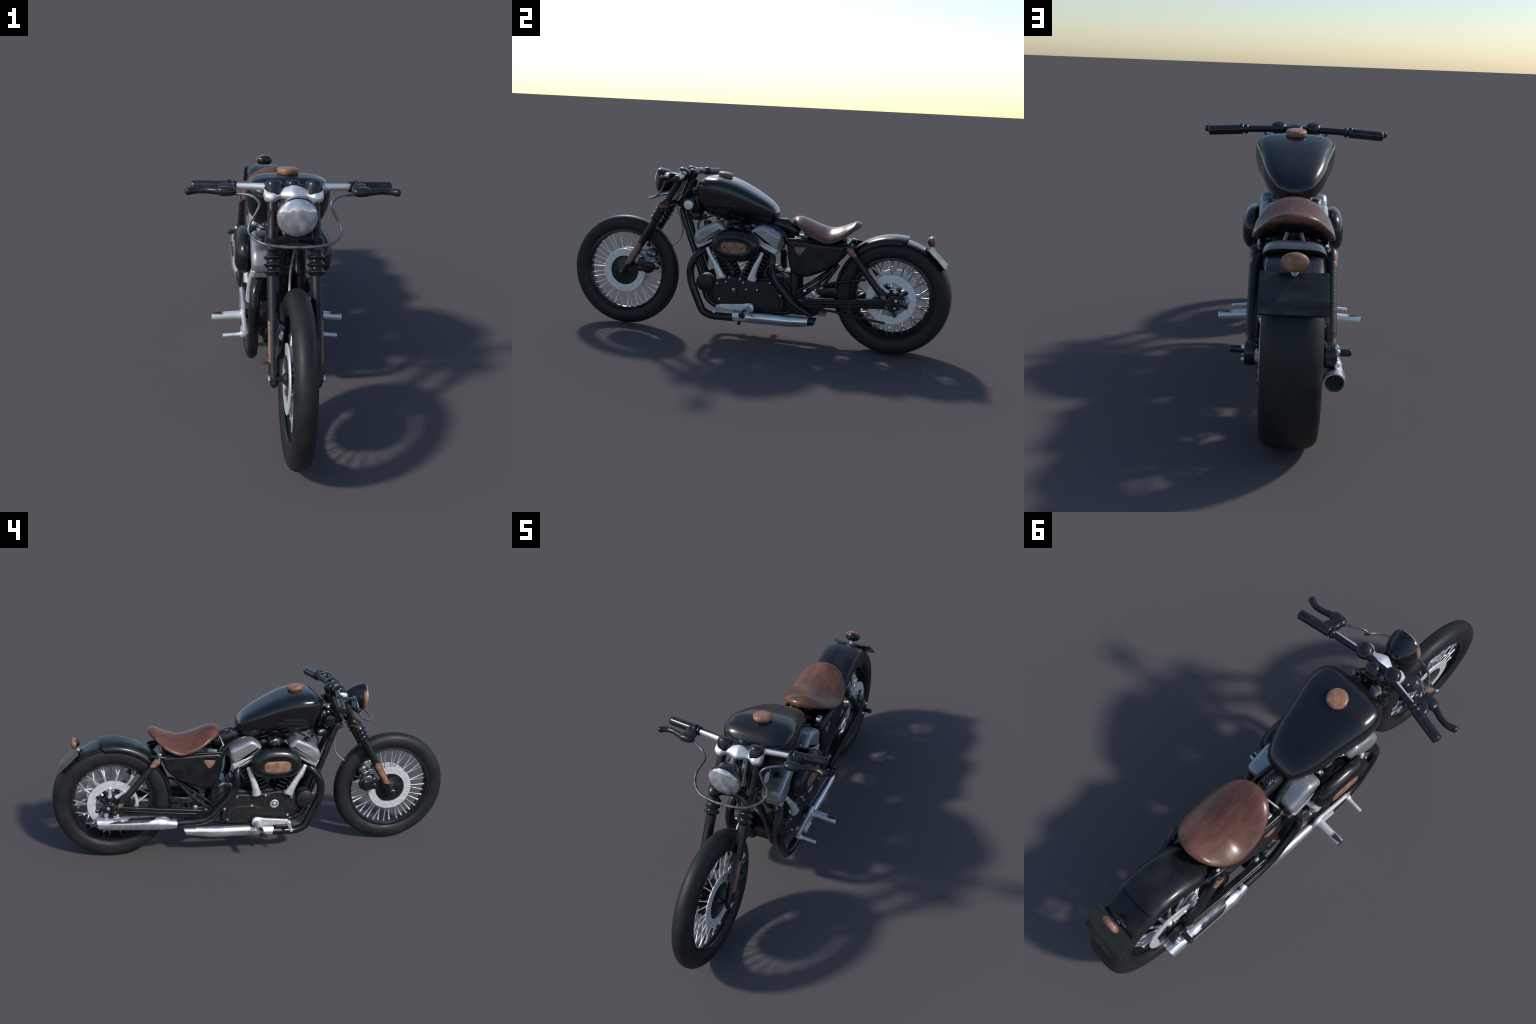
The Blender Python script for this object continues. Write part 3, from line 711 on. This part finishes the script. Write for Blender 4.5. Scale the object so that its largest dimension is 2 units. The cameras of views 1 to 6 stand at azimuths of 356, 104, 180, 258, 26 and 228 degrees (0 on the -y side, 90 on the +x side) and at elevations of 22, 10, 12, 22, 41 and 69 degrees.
# swing arm
prism('swing_arm', [(.285, .208), (.275, .232), (.285, .256), (.45, .268), (.69, .291), (.712, .275), (.70, .245), (.45, .224)], .099, .128, M_black, gFr, True, rc=.010, bev=.006, both=True)
prism('swing_arm_rib', [(.31, .226), (.31, .238), (.66, .270), (.665, .262)], .12, .1305, M_black, gFr, True, rc=.005, bev=.003)
prism('axle_plate', [(.69, .250), (.685, .285), (.715, .312), (.755, .305), (.768, .275), (.752, .240), (.715, .232)], .094, .132, M_blackmetal, gFr, True, rc=.014, bev=.008, both=True)
for s, L in ((1, [(.701, .261, .0095), (.741, .291, .008), (.738, .255, .006)]), (-1, [(.737, .286, .0085), (.747, .252, .0115), (.705, .245, .0105)])):
    for y, z, r in L:
        lathe('axle_bolt', [(-.004, r), (.005, r), (.009, r * .75), (.0105, .001)], (s * .131, y, z), (s, 0, 0), M_silver, gFr, k=14)
blob('rear_caliper', (.092, .79, .285), (.009, .014, .02), M_satin, gFr, False, 2.6, lump=.1, seed=4)
blob('rear_caliper', (-.096, .635, .305), (.012, .03, .026), M_blackmetal, gFr, False, 3, lump=.05, seed=6)
prism('pivot_casting', [(.185, .215), (.19, .175), (.24, .160), (.335, .160), (.362, .178), (.368, .205), (.335, .25), (.25, .262)], -.088, .088, M_blackmetal, gFr, rc=.014, bev=.010, both=True)
tube('swing_pivot', [(-.1, .265, .228), (.1, .265, .228)], .024, M_blackmetal, gFr, k=24)
tube('belt', [(.092, .343, .207), (.092, .45, .196), (.092, .60, .176), (.09, .69, .166)], .006, M_blackmetal, gFr, k=10, aspect=.8)
tube('brake_rod', [(.084, .235, .248), (.088, .30, .287), (.090, .371, .325), (.092, .46, .350), (.092, .583, .374)], .0065, M_blackmetal, gFr, k=12)
tube('brake_rod', [(.088, .375, .325), (.088, .40, .365), (.088, .445, .435)], .0085, M_blackmetal, gFr, k=12)
for s in (1, -1):
    box('chain_guard', (s * .075, .395, .292), (.012, .10, .03), M_blackmetal, gFr, rot=(.1, 0, 0))
blob('pivot_nut', (.102, .315, .262), (.008, .012, .010), M_satin, gFr, True, 2.6)

# ------------------------------------------------------------------ shocks
gS = group('shock_absorber')
s0, s1 = np.array((.117, .497, .520)), np.array((.117, .697, .275)); L = np.linalg.norm(s1 - s0)
prof = [(-.012, .001), (-.012, .014), (-.006, .0185), (.02, .0185), (.03, .016)]
h = .034
while h < L - .05:
    e_ = random.uniform(.0001, .0007); prof += [(h, .0162), (h + .005, .0162 + e_), (h + .010, .0161)]; h += random.uniform(.011, .0145)
prof += [(L - .03, .0135), (L - .01, .0125), (L + .004, .010), (L + .006, .001)]
lathe('shock_body', prof, s0, tuple(s1 - s0), M_shock, gS, mirror=True, k=28, angle=50)
tube('shock_mount', [(.09, .497, .522), (.128, .497, .522)], .013, M_blackmetal, gS, mirror=True, k=16)
for s in (1, -1): blob('mount_nut', (s * .1, .487, .540), (.006, .008, .006), M_silver if s < 0 else M_blackmetal, gS)

# ------------------------------------------------------------------ fenders
gFe = group('fender')
def fender(name, a0, a1, Rm, half, drop, th, mat, endr=.0, n=56, flare=.0):
    """shell round the rear wheel, angles measured from straight up, positive to the rear"""
    rings = []; m = 26
    for fr in np.linspace(0, 1, n):
        ring = []
        for sgn, rr in ((1, 0.), (-1, th)):
            us = np.linspace(-1, 1, m)[::sgn]
            for u in us:
                a = math.radians(a0 + (a1 - endr * abs(u) ** 2.5 - a0) * fr)
                x = (half + flare * max(0, 1 - fr * 2.2) ** 2 - rr * .5) * math.sin(u * math.pi / 2)
                r = Rm - rr - drop * (1 - math.cos(u * math.pi / 2)) ** 1.6
                ring.append((x, RCn[0] + r * math.sin(a), RCn[1] + r * math.cos(a)))
        rings.append(ring)
    v, f = ringmesh(rings); return obj(name, v, f, mat, gFe, 50)
fender('fender_skin', -46, 11.5, .3075, .0905, .034, .009, M_black, endr=5)
fender('fender_liner', -112, 34, .2890, .079, .012, .003, M_black)
# number plate hangs off the liner's tail
gPl = group('number_plate')
pl0, pl1 = np.array((0, .868, .5425)), np.array((0, .9595, .4515)); d = pl1 - pl0; Lp = np.linalg.norm(d); ang = math.atan2(-d[2], d[1])
rings = []
nrm = np.array((0, math.sin(ang), math.cos(ang)))
bmv, bmf = [], []
nx, nz = 24, 14
for layer in (1, -1):
    for j in range(nz + 1):
        for i in range(nx + 1):
            u, w = i / nx * 2 - 1, j / nz
            edge = 1 - .35 * (max(0, abs(u) - .96) / .04) ** 2
            bend = .004 * (u * u) + .0015 * math.sin(9 * w + 3 * u) * max(0, u - .3)
            p = pl0 + d * w + nrm * (layer * .0042 * edge + bend); bmv.append((u * .0935, p[1], p[2]))
off = (nx + 1) * (nz + 1)
for j in range(nz):
    for i in range(nx):
        a = j * (nx + 1) + i; q = (a, a + 1, a + nx + 2, a + nx + 1); bmf += [q, tuple(off + t for t in q[::-1])]
for i in range(nx):
    bmf += [(i, off + i, off + i + 1, i + 1), (nz * (nx + 1) + i + 1, off + nz * (nx + 1) + i + 1, off + nz * (nx + 1) + i, nz * (nx + 1) + i)]
for j in range(nz):
    a, b = j * (nx + 1), (j + 1) * (nx + 1); bmf += [(a, b, off + b, off + a), (a + nx, off + a + nx, off + b + nx, b + nx)]
obj('plate', bmv, bmf, M_plate, gPl, 35)
tube('plate_bracket', [(-.03, .856, .53), (0, .853, .537), (.03, .856, .53)], .010, M_blackmetal, gPl, k=14)
tube('plate_stay', [(.018, .845, .53), (.018, .90, .505)], .006, M_satin, gPl, mirror=True, k=10)
gT = group('tail_lamp')
yv = [(0, .001), (.002, .010), (.008, .019), (.017, .0245), (.026, .0265), (.029, .0265)]
def ell(o, sx=1.45):
    o.data.transform(Matrix.Diagonal((sx, 1, 1, 1))); return o
ell(lathe('lamp_shell', yv + [(.030, .025)], (0, .859, .5745), (0, 1, .08), M_lamp, gT, k=40))
ell(lathe('lamp_glass', [(0, .0258), (.003, .0258), (.007, .023), (.0105, .015), (.0115, .001)], (0, .8885, .577), (0, 1, .08), M_copper, gT, k=40))
tube('lamp_stalk', [(0, .872, .556), (0, .868, .54)], [.008, .012], M_satin, gT, k=14)

# ------------------------------------------------------------------ horn, coil and wiring under the neck
gH = group('horn')
lathe('horn_body', [(-.05, .020), (-.045, .034), (.0, .036), (.008, .033), (.010, .0245), (.010, .001)], (.078, -.345, .672), (1, 0, 0), M_blackmetal, gH, k=40)
lathe('horn_face', [(0, .0245), (.003, .024), (.0045, .020), (.005, .001)], (.0875, -.345, .672), (1, 0, 0), M_white, gH, k=40)
lathe('horn_body', [(-.05, .020), (-.04, .030), (.002, .031), (.008, .028), (.011, .018), (.012, .001)], (-.076, -.345, .680), (-1, 0, 0), M_blackmetal, gH, k=40)
blob('coil', (0, -.315, .617), (.068, .034, .028), M_blackmetal, gH, False, 3, lump=.03, seed=1)
blob('coil_terminal', (-.069, -.306, .625), (.006, .010, .008), M_silver, gH)
blob('switch_box', (0, -.315, .685), (.062, .03, .055), M_blackmetal, gH, False, 3, lump=.08, seed=8)
blob('bracket', (-.045, -.33, .752), (.02, .022, .012), M_satin, gH, False, 2.4, lump=.2, seed=12)
blob('bracket', (.05, -.325, .748), (.018, .018, .012), M_grime, gH, False, 2.4, lump=.2, seed=13)
tube('brake_line', [(.012, -.437, .66), (.008, -.431, .632), (.004, -.412, .585), (0, -.402, .535), (-.002, -.412, .488), (-.004, -.436, .458), (-.006, -.462, .440)], .0042, M_satin, gH, k=10, n=40)
tube('brake_line', [(-.03, -.41, .66), (-.045, -.425, .64), (-.045, -.405, .632), (-.03, -.385, .655)], .004, M_blackmetal, gH, k=8, n=30)
tube('wiring', [(.05, -.25, .612), (.055, -.285, .598), (.055, -.30, .575), (.055, -.298, .55)], .0055, M_blackmetal, gH, mirror=True, k=8, n=24)
tube('wiring', [(-.03, -.315, .77), (-.05, -.345, .735), (-.04, -.39, .70), (-.03, -.42, .67)], .004, M_blackmetal, gH, k=8, n=24)
tube('wiring', [(.03, -.325, .78), (.055, -.36, .74), (.045, -.40, .70), (.03, -.43, .67)], .004, M_blackmetal, gH, k=8, n=24)

# ------------------------------------------------------------------ front calipers
for s in (1, -1):
    g = group('brake_caliper')
    blob('caliper_body', (s * .052, -.583, .333), (.018, .048, .037), M_blackmetal, g, False, 3.0, rot=(-.35, 0, 0), lump=.12, seed=21)
    blob('caliper_bridge', (s * .050, -.558, .385), (.018, .030, .031), M_grime, g, False, 2.4, rot=(.4, 0, 0), lump=.25, seed=22)
    blob('caliper_bracket', (s * .050, -.600, .398), (.012, .042, .018), M_satin, g, False, 2.6, rot=(-.25, 0, 0), lump=.12, seed=23)
    blob('caliper_piston', (s * .062, -.612, .318), (.012, .016, .018), M_blackmetal, g, False, 2.6)
    blob('caliper_piston', (s * .066, -.563, .335), (.012, .016, .018), M_blackmetal, g, False, 2.6)
    tube('caliper_pin', [(s * .046, -.535, .345), (s * .046, -.515, .335), (s * .042, -.502, .33)], [.012, .008, .005], M_satin, g, k=12)
    lathe('caliper_bolt', [(-.004, .007), (.004, .007), (.006, .001)], (s * .066, -.556, .392), (s, 0, 0), M_satin, g, k=6)
